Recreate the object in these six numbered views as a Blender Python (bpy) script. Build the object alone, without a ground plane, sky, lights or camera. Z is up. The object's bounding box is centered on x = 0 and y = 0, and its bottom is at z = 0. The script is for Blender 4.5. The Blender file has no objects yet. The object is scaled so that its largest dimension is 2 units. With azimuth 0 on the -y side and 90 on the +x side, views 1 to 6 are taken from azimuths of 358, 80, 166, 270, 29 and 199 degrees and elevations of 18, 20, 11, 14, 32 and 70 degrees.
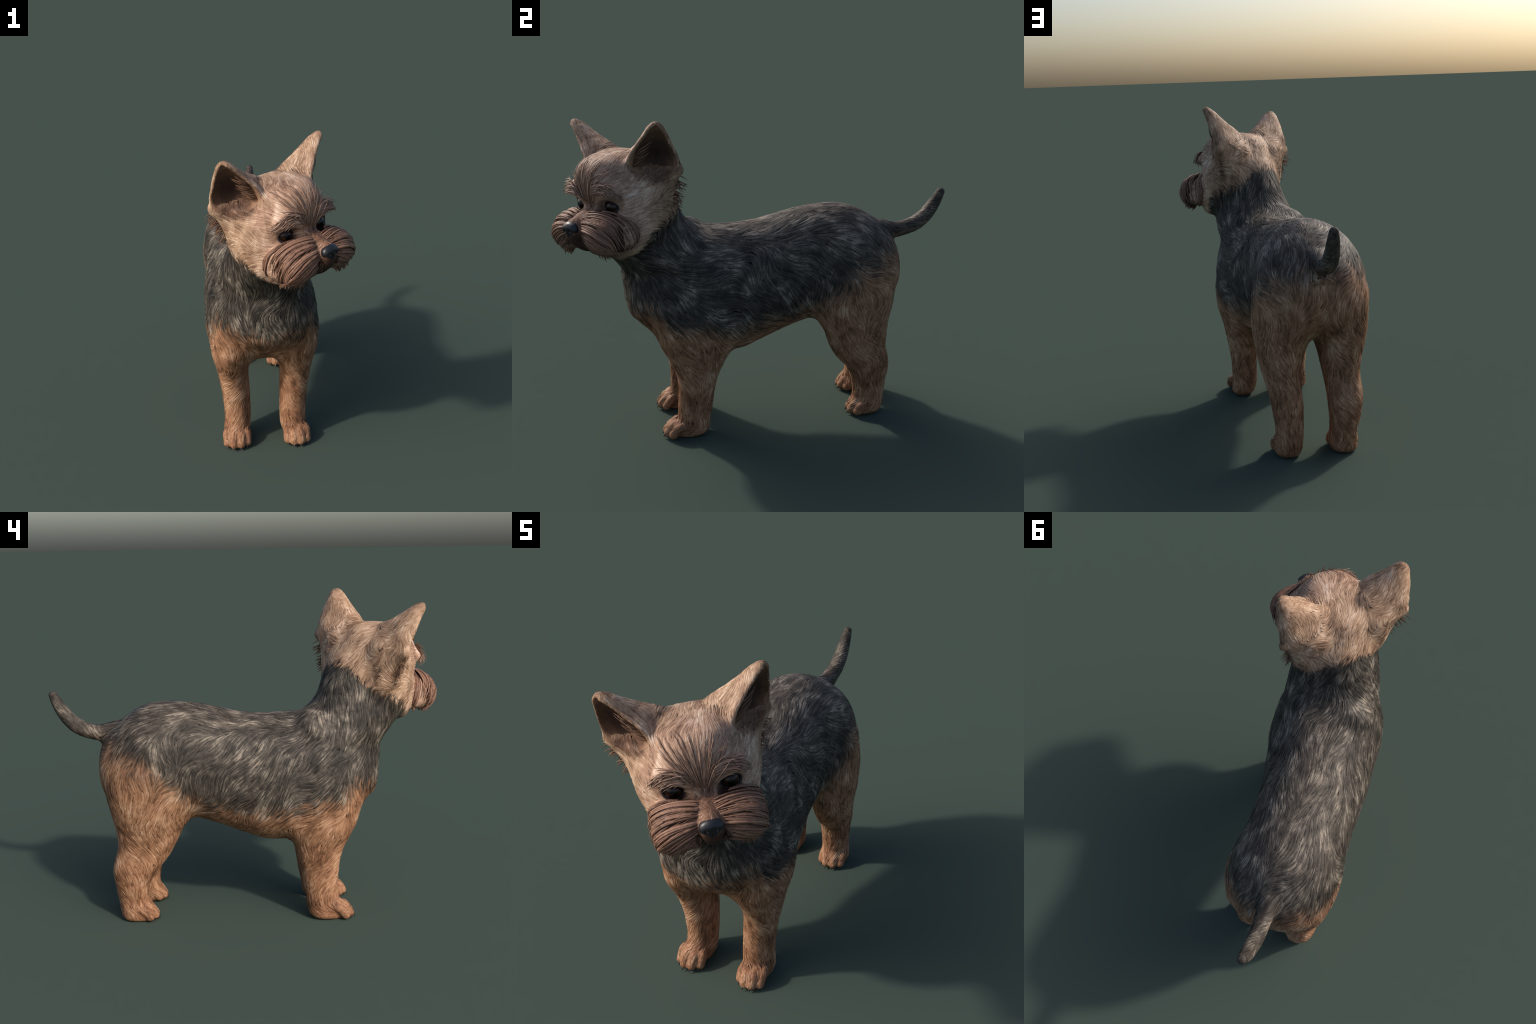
"""Small terrier standing with its head turned: body from profile lofts, coat from laid locks."""
import bpy, bmesh, math, random
import numpy as np
from mathutils import Vector, Matrix
from mathutils.bvhtree import BVHTree

random.seed(7)
RNG = np.random.default_rng(7)
V = lambda *a: np.array(a, float)
unit = lambda v: v / (np.linalg.norm(v, axis=-1, keepdims=True) + 1e-12)

# ------------------------------------------------------------------ frames
# head frame: x towards the dog's left, f forward along the muzzle, u up; origin between the eyes
HEAD_O = V(0.122, -0.775, 1.267)
HX = unit(V(0.778, 0.622, 0.087))
HU = unit(V(0, 0, 1) - HX[2] * HX)
HF = np.cross(HX, HU)
HEAD = np.array([HX, HF, HU])
WORLD = np.eye(3)
ZERO = V(0, 0, 0)


def to_head(p):
    return (p - HEAD_O) @ HEAD.T


def from_head(q):
    return np.asarray(q, float) @ HEAD + HEAD_O


# ------------------------------------------------------------------ noise
def hash01(i, j, k, seed):
    h = (i * 374761393 + j * 668265263 + k * 2147483647 + seed * 974634777) & 0x7FFFFFFF
    h = ((h ^ (h >> 13)) * 1274126177) & 0x7FFFFFFF
    h = ((h ^ (h >> 16)) * 668265263) & 0x7FFFFFFF
    return (h & 0xFFFFF) / float(0xFFFFF)


def noise(p, scale, seed=0):
    """smooth value noise in -1..1"""
    q = p * scale + 100.0
    i = np.floor(q).astype(np.int64)
    t = q - i
    t = t * t * (3 - 2 * t)
    out = 0
    for a in (0, 1):
        for b in (0, 1):
            for c in (0, 1):
                w = np.abs(1 - a - t[:, 0]) * np.abs(1 - b - t[:, 1]) * np.abs(1 - c - t[:, 2])
                out = out + w * hash01(i[:, 0] + a, i[:, 1] + b, i[:, 2] + c, seed)
    return 2 * out - 1


# ------------------------------------------------------------------ implicit body parts
def curve(ts, vs, t):
    """smooth monotone interpolation of stations"""
    ts, vs = np.asarray(ts, float), np.asarray(vs, float)
    d = np.diff(vs) / np.diff(ts)
    m = np.concatenate([[d[0]], (d[1:] + d[:-1]) / 2, [d[-1]]])
    flat = np.concatenate([[False], d[1:] * d[:-1] <= 0, [False]])
    m[flat] = 0
    i = np.clip(np.searchsorted(ts, t) - 1, 0, len(ts) - 2)
    h = ts[i + 1] - ts[i]
    s = np.clip((t - ts[i]) / h, 0, 1)
    return ((2 * s**3 - 3 * s**2 + 1) * vs[i] + (s**3 - 2 * s**2 + s) * h * m[i]
            + (-2 * s**3 + 3 * s**2) * vs[i + 1] + (s**3 - s**2) * h * m[i + 1])


def smin(a, b, k):
    h = np.maximum(k - np.abs(a - b), 0) / k
    return np.minimum(a, b) - h * h * k * 0.25


def smax(a, b, k):
    return -smin(-a, -b, k)


class Loft:
    """Superelliptic sections along one axis of a frame.
    stations: (t, a_lo, a_hi, b_lo, b_hi); axes: which frame axes are t, a, b."""

    def __init__(self, stations, axes, frame=WORLD, origin=ZERO, power=2.0, k=0.05, cap=0.03, cut=False, clip=None, mid=0.5):
        self.clip, self.mid = clip, mid
        s = np.array(stations, float)
        s = s[np.argsort(s[:, 0])]
        self.t0, self.t1 = s[0, 0], s[-1, 0]
        self.tt = np.linspace(self.t0, self.t1, 240)
        self.tab = [curve(s[:, 0], s[:, c], self.tt) for c in range(1, 5)]
        self.axes, self.frame, self.origin, self.power = axes, frame, origin, power
        self.k, self.cap, self.cut = k, cap, cut
        c = [np.array([lo, hi]) for lo, hi in ((self.t0, self.t1), (s[:, 1].min(), s[:, 2].max()), (s[:, 3].min(), s[:, 4].max()))]
        pts = []
        for t in c[0]:
            for a in c[1]:
                for b in c[2]:
                    q = np.zeros(3)
                    q[axes[0]], q[axes[1]], q[axes[2]] = t, a, b
                    pts.append(q @ frame + origin)
        self.lo, self.hi = np.min(pts, 0), np.max(pts, 0)

    def __call__(self, p):
        q = (p - self.origin) @ self.frame.T
        t, a, b = (q[:, i] for i in self.axes)
        alo, ahi, blo, bhi = (np.interp(t, self.tt, c) for c in self.tab)
        bm = blo + (bhi - blo) * self.mid
        da, db = a - (ahi + alo) / 2, b - bm
        ra, rb = np.maximum((ahi - alo) / 2, 1e-3), np.maximum(np.where(db > 0, bhi - bm, bm - blo), 1e-3)
        n = self.power
        r = (np.abs(da / ra) ** n + np.abs(db / rb) ** n) ** (1 / n) + 1e-6
        d = np.sqrt(da * da + db * db) * (1 - 1 / r)
        d = np.where(r < 0.15, -np.minimum(ra, rb) * 0.9, d)
        if self.clip is not None:
            d = smax(d, b - self.clip, 0.014)
        return smax(d, np.maximum(self.t0 - t, t - self.t1), self.cap)


class Ball:
    def __init__(self, c, r, frame=WORLD, origin=ZERO, k=0.03, cut=False):
        self.c, self.r, self.frame, self.origin, self.k, self.cut = V(*c), V(*r), frame, origin, k, cut
        w = self.c @ frame + origin
        self.lo, self.hi = w - self.r.max(), w + self.r.max()

    def __call__(self, p):
        q = (p - self.origin) @ self.frame.T - self.c
        n = np.sqrt((q * q).sum(1)) + 1e-9
        r = np.sqrt(((q / self.r) ** 2).sum(1)) + 1e-6
        return np.where(r < 0.15, -self.r.min() * 0.9, n * (1 - 1 / r))


class Tube:
    """Round tube along points with changing radius (tail, toes)."""

    def __init__(self, pts, rad, k=0.02, cut=False, smooth=12):
        pts, rad = np.array(pts, float), np.array(rad, float)
        if smooth:
            t = np.arange(len(pts))
            tt = np.linspace(0, len(pts) - 1, smooth)
            pts = np.stack([curve(t, pts[:, i], tt) for i in range(3)], 1)
            rad = curve(t, rad, tt)
        self.pts, self.rad, self.k, self.cut = pts, rad, k, cut
        self.lo, self.hi = pts.min(0) - rad.max(), pts.max(0) + rad.max()

    def __call__(self, p):
        best = np.full(len(p), 9.0)
        for a, b, ra, rb in zip(self.pts[:-1], self.pts[1:], self.rad[:-1], self.rad[1:]):
            ab = b - a
            t = np.clip(((p - a) @ ab) / (ab @ ab), 0, 1)
            d = np.linalg.norm(p - a - t[:, None] * ab, axis=1) - (ra + (rb - ra) * t)
            best = np.minimum(best, d)
        return best


MARGIN = 0.12


def evaluate(parts, p, grid=None):
    out = np.full(len(p), 0.5)
    for part in parts:
        m = np.all((p > part.lo - MARGIN) & (p < part.hi + MARGIN), axis=1)
        idx = np.nonzero(m)[0]
        if len(idx):
            f = part(p[idx])
            out[idx] = smax(out[idx], -f, part.k) if part.cut else smin(out[idx], f, part.k)
    return out


def gradient(parts, p, e=0.003):
    g = np.zeros_like(p)
    for d in (V(1, 1, 1), V(1, -1, -1), V(-1, 1, -1), V(-1, -1, 1)):
        g += evaluate(parts, p + d * e)[:, None] * d
    return g / (4 * e)


def project(parts, p, steps=3):
    for _ in range(steps):
        f, g = evaluate(parts, p), gradient(parts, p)
        g2 = np.maximum((g * g).sum(1), 0.2)
        p = p - np.clip(f / g2, -0.01, 0.01)[:, None] * g
    return p


def surface_net(parts, lo, hi, h):
    lo = V(*lo)
    n = np.ceil((V(*hi) - lo) / h).astype(int) + 1
    ax = [lo[i] + h * np.arange(n[i]) for i in range(3)]
    F = np.full(n, 0.5, np.float64)
    for part in parts:
        a = [np.searchsorted(ax[i], part.lo[i] - MARGIN) for i in range(3)]
        b = [np.searchsorted(ax[i], part.hi[i] + MARGIN) for i in range(3)]
        if any(b[i] <= a[i] for i in range(3)):
            continue
        sl = tuple(slice(a[i], b[i]) for i in range(3))
        X = np.stack(np.meshgrid(*[ax[i][sl[i]] for i in range(3)], indexing="ij"), -1).reshape(-1, 3)
        f = part(X).reshape([b[i] - a[i] for i in range(3)])
        F[sl] = smax(F[sl], -f, part.k) if part.cut else smin(F[sl], f, part.k)
    S = F < 0
    acc = np.zeros(tuple(n - 1) + (3,))
    cnt = np.zeros(tuple(n - 1))
    corners = [V(a, b, c) for a in (0, 1) for b in (0, 1) for c in (0, 1)]
    sub = lambda A, c: A[tuple(slice(int(c[i]), n[i] - 1 + int(c[i])) for i in range(3))]
    for ca in corners:
        for i in range(3):
            if ca[i] == 0:
                cb = ca.copy()
                cb[i] = 1
                fa, fb = sub(F, ca), sub(F, cb)
                m = sub(S, ca) != sub(S, cb)
                t = np.where(m, fa / np.where(m, fa - fb, 1), 0)
                for j in range(3):
                    acc[..., j] += np.where(m, ca[j] + (t if j == i else 0), 0)
                cnt += m
    live = cnt > 0
    ids = np.full(live.shape, -1)
    ids[live] = np.arange(live.sum())
    cell = np.argwhere(live)
    verts = lo + h * (cell + acc[live] / cnt[live][:, None])
    quads = []
    for i in range(3):
        j, k = (i + 1) % 3, (i + 2) % 3
        s0 = [slice(0, n[x]) for x in range(3)]
        s1 = list(s0)
        s0[i], s1[i] = slice(0, n[i] - 1), slice(1, n[i])
        ch = S[tuple(s0)] != S[tuple(s1)]
        pos = np.argwhere(ch)
        pos = pos[np.all((pos[:, [j, k]] > 0) & (pos[:, [j, k]] < np.array([n[j] - 1, n[k] - 1])), axis=1)]
        inside = S[tuple(s0)][tuple(pos.T)]

        def at(dj, dk):
            q = pos.copy()
            q[:, j] += dj
            q[:, k] += dk
            return ids[tuple(q.T)]

        q = np.stack([at(-1, -1), at(0, -1), at(0, 0), at(-1, 0)], 1)
        q[~inside] = q[~inside][:, ::-1]
        quads.append(q)
    return verts, np.concatenate(quads)


def relax(verts, quads, steps, keep=None):
    e = np.concatenate([quads[:, [i, (i + 1) % 4]] for i in range(4)])
    for s in range(steps):
        for lam in (0.5, -0.52):
            cnt = np.bincount(e[:, 0], minlength=len(verts))
            acc = np.stack([np.bincount(e[:, 0], verts[e[:, 1], i], len(verts)) for i in range(3)], 1)
            d = acc / np.maximum(cnt, 1)[:, None] - verts
            verts = verts + lam * d
    return verts


# ------------------------------------------------------------------ the dog's shapes
def trunk(rows):
    """(y, top, bottom, right x, left x) -> loft stations along y with a = x, b = z"""
    return [(y, r, l, b, t) for y, t, b, r, l in rows]


torso = Loft(trunk([
    (-0.677, 0.86, 0.715, -0.11, 0.01), (-0.660, 0.915, 0.66, -0.18, 0.07), (-0.62, 0.95, 0.615, -0.228, 0.132),
    (-0.56, 0.99, 0.562, -0.277, 0.180), (-0.48, 1.035, 0.50, -0.322, 0.204), (-0.39, 1.068, 0.462, -0.340, 0.222),
    (-0.30, 1.062, 0.43, -0.347, 0.218), (-0.20, 1.060, 0.405, -0.350, 0.208), (-0.10, 1.056, 0.410, -0.353, 0.194),
    (0.0, 1.062, 0.443, -0.350, 0.174), (0.10, 1.081, 0.481, -0.345, 0.162), (0.20, 1.104, 0.516, -0.343, 0.160),
    (0.30, 1.119, 0.542, -0.345, 0.161), (0.40, 1.123, 0.558, -0.352, 0.177), (0.50, 1.108, 0.575, -0.350, 0.184),
    (0.58, 1.073, 0.595, -0.332, 0.172), (0.66, 1.008, 0.615, -0.29, 0.128), (0.707, 0.96, 0.65, -0.245, 0.09),
    (0.739, 0.90, 0.69, -0.19, 0.04), (0.754, 0.85, 0.74, -0.13, -0.01)]), (1, 0, 2), power=2.15, k=0.05, mid=.43)

neck = Loft([  # z, y front, y back, x right, x left
    (0.74, -0.62, -0.10, -0.26, 0.15), (0.84, -0.668, -0.14, -0.27, 0.145), (0.90, -0.685, -0.17, -0.270, 0.163),
    (0.96, -0.72, -0.215, -0.272, 0.188), (1.02, -0.765, -0.265, -0.255, 0.187), (1.09, -0.79, -0.328, -0.232, 0.178),
    (1.15, -0.79, -0.370, -0.210, 0.175), (1.21, -0.78, -0.39, -0.192, 0.175), (1.30, -0.76, -0.425, -0.15, 0.18),
    (1.38, -0.74, -0.47, -0.11, 0.16)], (2, 1, 0), power=2.2, k=0.05, cap=0.08)


nape = Ball((-.15, -.335, 1.0), (.13, .085, .085), k=.05)


def leg(back, front, outer, inner, side, top, dy=0.0, dx=0.0, k=0.07):
    z = np.linspace(0.004, top, 40)
    g = lambda rows: curve([r[0] for r in rows], [r[1] for r in rows], z)
    yb, yf, xo, xi = g(back) + dy, g(front) + dy, g(outer) + dx, g(inner) + dx
    lo, hi = (xo, xi) if side < 0 else (xi, xo)
    return Loft(np.stack([z, yf, yb, lo, hi], 1), (2, 1, 0), power=2.3, k=k, cap=0.02)


hind_right = leg(
    [(0, .645), (.02, .655), (.07, .666), (.13, .675), (.19, .683), (.27, .692), (.34, .677), (.40, .660), (.47, .664), (.55, .68), (.65, .70), (.78, .68)],
    [(0, .50), (.02, .495), (.07, .503), (.13, .518), (.19, .512), (.27, .468), (.34, .413), (.40, .376), (.47, .342), (.55, .30), (.65, .27), (.78, .30)],
    [(0, -.262), (.025, -.264), (.10, -.259), (.18, -.277), (.29, -.294), (.39, -.295), (.47, -.309), (.55, -.329), (.65, -.343), (.78, -.33)],
    [(0, -.137), (.04, -.131), (.10, -.134), (.21, -.132), (.35, -.130), (.45, -.118), (.55, -.098), (.65, -.075), (.78, -.06)], -1, .78)
hind_left = leg(
    [(0, .624), (.02, .634), (.07, .646), (.13, .654), (.19, .660), (.27, .673), (.34, .664), (.40, .650), (.47, .655), (.55, .665), (.65, .69), (.78, .67)],
    [(0, .465), (.02, .47), (.07, .48), (.10, .488), (.17, .483), (.28, .447), (.34, .395), (.40, .36), (.50, .326), (.58, .29), (.65, .27), (.78, .30)],
    [(0, .135), (.025, .143), (.11, .133), (.20, .141), (.33, .160), (.44, .184), (.55, .203), (.65, .206), (.78, .18)],
    [(0, .015), (.04, .010), (.14, .006), (.27, .004), (.38, .004), (.45, -.006), (.55, -.04), (.65, -.07), (.78, -.09)], 1, .78)
fore_right = leg(
    [(0, -.352), (.02, -.325), (.05, -.313), (.136, -.297), (.25, -.278), (.333, -.261), (.416, -.240), (.50, -.19), (.62, -.16), (.72, -.19)],
    [(0, -.47), (.03, -.475), (.07, -.474), (.105, -.469), (.176, -.463), (.26, -.466), (.33, -.475), (.40, -.496), (.453, -.522), (.534, -.560), (.62, -.57), (.72, -.54)],
    [(0, -.268), (.03, -.272), (.125, -.265), (.20, -.270), (.27, -.277), (.40, -.299), (.527, -.325), (.62, -.325), (.72, -.30)],
    [(0, -.146), (.03, -.141), (.12, -.133), (.235, -.132), (.364, -.137), (.43, -.133), (.50, -.11), (.62, -.06), (.72, -.04)], -1, .72)
fore_left = leg(
    [(0, -.342), (.02, -.308), (.06, -.298), (.15, -.278), (.258, -.26), (.348, -.235), (.42, -.200), (.50, -.17), (.62, -.15), (.72, -.18)],
    [(0, -.45), (.03, -.457), (.07, -.457), (.105, -.454), (.156, -.450), (.264, -.443), (.357, -.452), (.437, -.484), (.52, -.522), (.62, -.530), (.72, -.50)],
    [(0, .165), (.03, .165), (.10, .163), (.22, .169), (.348, .190), (.446, .208), (.53, .231), (.62, .232), (.72, .19)],
    [(0, .05), (.03, .043), (.08, .029), (.227, .030), (.355, .034), (.43, .028), (.50, .005), (.62, -.04), (.72, -.06)], 1, .72)


def paw(xo, xi, toe_y, heel_y):
    """broad foot with four toes; xo outer side, xi inner side"""
    parts, claws = [], []
    s = 1 if xo > xi else -1
    w = abs(xo - xi)
    mid = (xo + xi) / 2
    parts.append(Tube([(mid, heel_y - .058, .042), (mid, toe_y + .075, .036)], [w * .36, w * .32], k=0.03, smooth=0))
    for i, (a, back) in enumerate(((-.36, .022), (-.13, 0), (.13, .002), (.36, .026))):
        x = mid + a * w
        y = toe_y + back
        parts.append(Tube([(mid + a * w * .8, y + .10, .068), (x, y + .052, .060), (x, y + .022, .026)], [.018, .0235, .0225], k=0.009, smooth=7))
        claws.append((x, y + .004, .019))
    return parts, claws


PAWS = {"fore_right": paw(-.276, -.137, -.548, -.32), "fore_left": paw(.176, .044, -.538, -.30),
        "hind_right": paw(-.272, -.133, .466, .655), "hind_left": paw(.148, .010, .447, .625)}

tail = Tube([(-.07, .66, .975), (-.069, .735, .966), (-.069, .79, .973), (-.065, .86, 1.0), (-.060, .915, 1.049), (-.056, .957, 1.112), (-.052, .982, 1.161)],
            [.052, .042, .0385, .038, .035, .029, .021], k=0.03, smooth=24)

# head, all in the head frame
H = dict(frame=HEAD, origin=HEAD_O)
skull = Loft([(u, fb, ff, -w, w) for u, fb, ff, w in [
    (.234, -.17, -.12, .03), (.227, -.22, -.065, .075), (.208, -.27, .002, .115), (.18, -.30, .032, .143),
    (.12, -.325, .053, .180), (.06, -.345, .056, .204), (0, -.355, .040, .216), (-.06, -.345, .026, .222),
    (-.12, -.32, .02, .220), (-.17, -.28, .025, .208), (-.21, -.23, .03, .18), (-.24, -.18, .02, .14), (-.255, -.12, -.01, .08)]],
    (2, 1, 0), power=2.25, k=0.06, cap=0.02, **H)
muzzle = Loft([(f, -w, w, lo, hi) for f, w, lo, hi in [
    (-.05, .085, -.22, .02), (.03, .070, -.215, .004), (.07, .056, -.205, -.012), (.11, .048, -.19, -.022), (.15, .044, -.160, -.030), (.18, .036, -.130, -.042)]],
    (1, 0, 2), power=2.2, k=0.03, cap=0.02, **H)
LOBE_ROWS = [  # x, f back, f front, u low, u high: the puffed moustache on each side of the nose
    (.014, .02, .11, -.15, -.022), (.05, -.03, .138, -.180, -.013), (.10, -.055, .150, -.194, -.017), (.15, -.060, .146, -.199, -.030),
    (.187, -.06, .130, -.193, -.052), (.206, -.05, .100, -.182, -.074), (.214, -.03, .055, -.162, -.11)]


def lobe(s):
    return Loft([(s * x, a, b, c, d) for x, a, b, c, d in LOBE_ROWS], (0, 1, 2), power=2.2, k=.035, cap=.012, **H)


LOBES = {s: lobe(s) for s in (-1, 1)}
head_parts = [skull, muzzle]
for s in (-1, 1):
    head_parts += [
        LOBES[s],
        Ball((s * .095, .006, .074), (.075, .034, .030), k=0.04, **H),
        Ball((s * .155, -.235, .10), (.080, .080, .10), k=0.06, **H),
        Tube([from_head(V(s * .275, -.245, .12)), from_head(V(s * .215, -.255, .03)), from_head(V(s * .15, -.27, -.06))], [.020, .030, .03], k=0.05),
        Ball((s * .185, -.20, -.02), (.06, .10, .12), k=0.06, **H),
        Ball((s * .106, .036, 0.0), (.052, .046, .040), k=0.022, cut=True, **H),
    ]

# ears: a horn whose front side is hollowed
EAR_TIP, EAR_NOTCH, EAR_IN = V(.307, -.153, .368), V(.317, -.262, .136), V(.148, -.078, .206)


def ear_frame(s):
    m = V(s, 1, 1)
    tip, notch, inn = EAR_TIP * m, EAR_NOTCH * m, EAR_IN * m
    n = -unit(np.cross(notch - inn, tip - inn)) * s   # opening direction: out and forward
    base = (notch + inn) / 2
    a = unit(tip - base)
    w = np.cross(a, n) * s                          # inner edge to outer edge
    if w @ (notch - inn) < 0:
        w = -w
    local = np.array([a, w, n])
    return local @ HEAD, base @ HEAD + HEAD_O, float(np.linalg.norm(tip - base))


EAR_DEPTH = 1.0
EARS = {s: ear_frame(s) for s in (-1, 1)}
ear_parts, ear_cuts = [], []
EAR_ROWS = [  # along ear, inner edge, outer edge, depth behind the rim
    (-.16, -.07, .08, .09), (-.08, -.105, .100, .11), (-.02, -.124, .122, .108), (.04, -.112, .116, .097), (.09, -.086, .093, .082),
    (.14, -.060, .070, .063), (.18, -.040, .044, .046), (.200, -.028, .032, .031), (.216, -.013, .015, .017)]
for s, (fr, o, L) in EARS.items():
    m = V(s, 1, 1)
    ear_parts.append(Loft([(t * L / .222, wi, wo, -d, d - .01) for t, wi, wo, d in EAR_ROWS], (0, 1, 2), frame=fr, origin=o, power=2.0, k=0.045, cap=0.012, clip=.008))
    # the fleshy root that runs from the crown up the back of the ear
    ear_parts.append(Tube([from_head(V(*p) * m) for p in ((.05, -.20, .165), (.12, -.20, .212), (.20, -.192, .258), (.262, -.176, .302), (.294, -.160, .340))],
                          [.05, .046, .036, .024, .010], k=0.05, smooth=14))
    ear_parts.append(Ball(EAR_NOTCH * m - V(s * .006, 0, 0), (.014, .014, .020), k=.02, **H))
    ear_cuts.append(Loft([(t * L / .222, wi + .014, wo - .014, -d, d + .012) for t, wi, wo, d in
                          [(-.07, -.04, .06, .005), (-.045, -.085, .098, .018), (-.02, -.112, .112, .024), (.04, -.108, .114, .032), (.09, -.084, .090, .029), (.14, -.058, .063, .021),
                           (.18, -.038, .042, .012), (.21, -.018, .022, .005)]],
                         (0, 1, 2), frame=fr, origin=o, power=2.0, k=0.016, cap=0.01, cut=True))

cleft = Tube([(-.068, .805, .80), (-.066, .778, .72), (-.062, .74, .64), (-.058, .70, .56)], [.012, .028, .034, .03], k=0.05, cut=True)

PARTS = [torso, neck, nape, hind_right, hind_left, fore_right, fore_left, cleft, tail] + head_parts[:2] + ear_parts + ear_cuts + head_parts[2:]
for parts, _ in PAWS.values():
    PARTS += parts

STEP = 0.0075
verts, quads = surface_net(PARTS, (-0.46, -1.0, -0.02), (0.40, 1.03, 1.70), STEP)
verts = relax(verts, quads, 3)
verts = project(PARTS, verts, 2)
verts = relax(verts, quads, 2)
verts[:, 2] = np.maximum(verts[:, 2], 0.0)


# ------------------------------------------------------------------ splitting by region
def region_of(p):
    """index of the anatomical part each point belongs to"""
    q = to_head(p)
    x, f, u = q.T
    out = np.full(len(p), 0)                                            # torso
    z, y = p[:, 2], p[:, 1]
    rump = y > 0
    legline = np.where(rump, .60 + .25 * np.clip((y - .4), -.1, .3), .52 - .12 * np.clip(np.abs(y + .4) - .1, 0, 1))
    legline = np.where(~rump & (y > -.16), 0, legline)
    legline = np.where(rump & (y < .27), 0, legline)
    isleg = z < legline
    left = p[:, 0] > -0.055
    out[isleg & ~rump & ~left] = 5
    out[isleg & ~rump & left] = 6
    out[isleg & rump & ~left] = 7
    out[isleg & rump & left] = 8
    low = z < 0.085
    out[low & isleg] += 4                                               # paws 9..12
    out[(y > .735) & (z > .88)] = 13                                    # tail
    nk = (z - 1.0) + 0.62 * (-0.40 - y)                                  # plane across the base of the neck
    neckzone = (nk > -0.05) & (y < -.15) & (z > .86)
    out[neckzone] = 1
    border = np.interp(f, [-.42, -.37, -.34, -.26, -.17, -.05, .05], [.07, .02, -.05, -.08, -.125, -.245, -.30])
    headzone = (z > 1.0) & (u > border) & (f > -.6)
    out[headzone] = 2
    for i, s in enumerate((-1, 1)):
        fr, o, L = EARS[s]
        e = (p - o) @ fr.T
        ez = headzone & (e[:, 0] > -.02 + .35 * np.maximum(-e[:, 1] - .02, 0)) & (s * x > .12) & (e[:, 2] < .06)
        out[ez] = 3 + i
    lob = np.minimum(*[LOBES[s](p) for s in (-1, 1)])
    out[headzone & (((lob < .004) & (f > .01 + .30 * (np.abs(x) - .12))) | ((np.abs(x) < .07) & (f > .065) & (u < .01)))] = 14
    return out


cen = verts[quads].mean(1)
reg = region_of(cen)
for _ in range(4):  # majority smoothing of the borders
    votes = np.zeros((len(verts), 15), np.int16)
    for c in range(4):
        np.add.at(votes, (quads[:, c], reg), 1)
    reg = votes[quads].sum(1).argmax(1)

# the inside of the ears as its own piece
vn = unit(gradient(PARTS, verts))
fn = unit(np.cross(verts[quads[:, 2]] - verts[quads[:, 0]], verts[quads[:, 3]] - verts[quads[:, 1]]))


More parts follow.
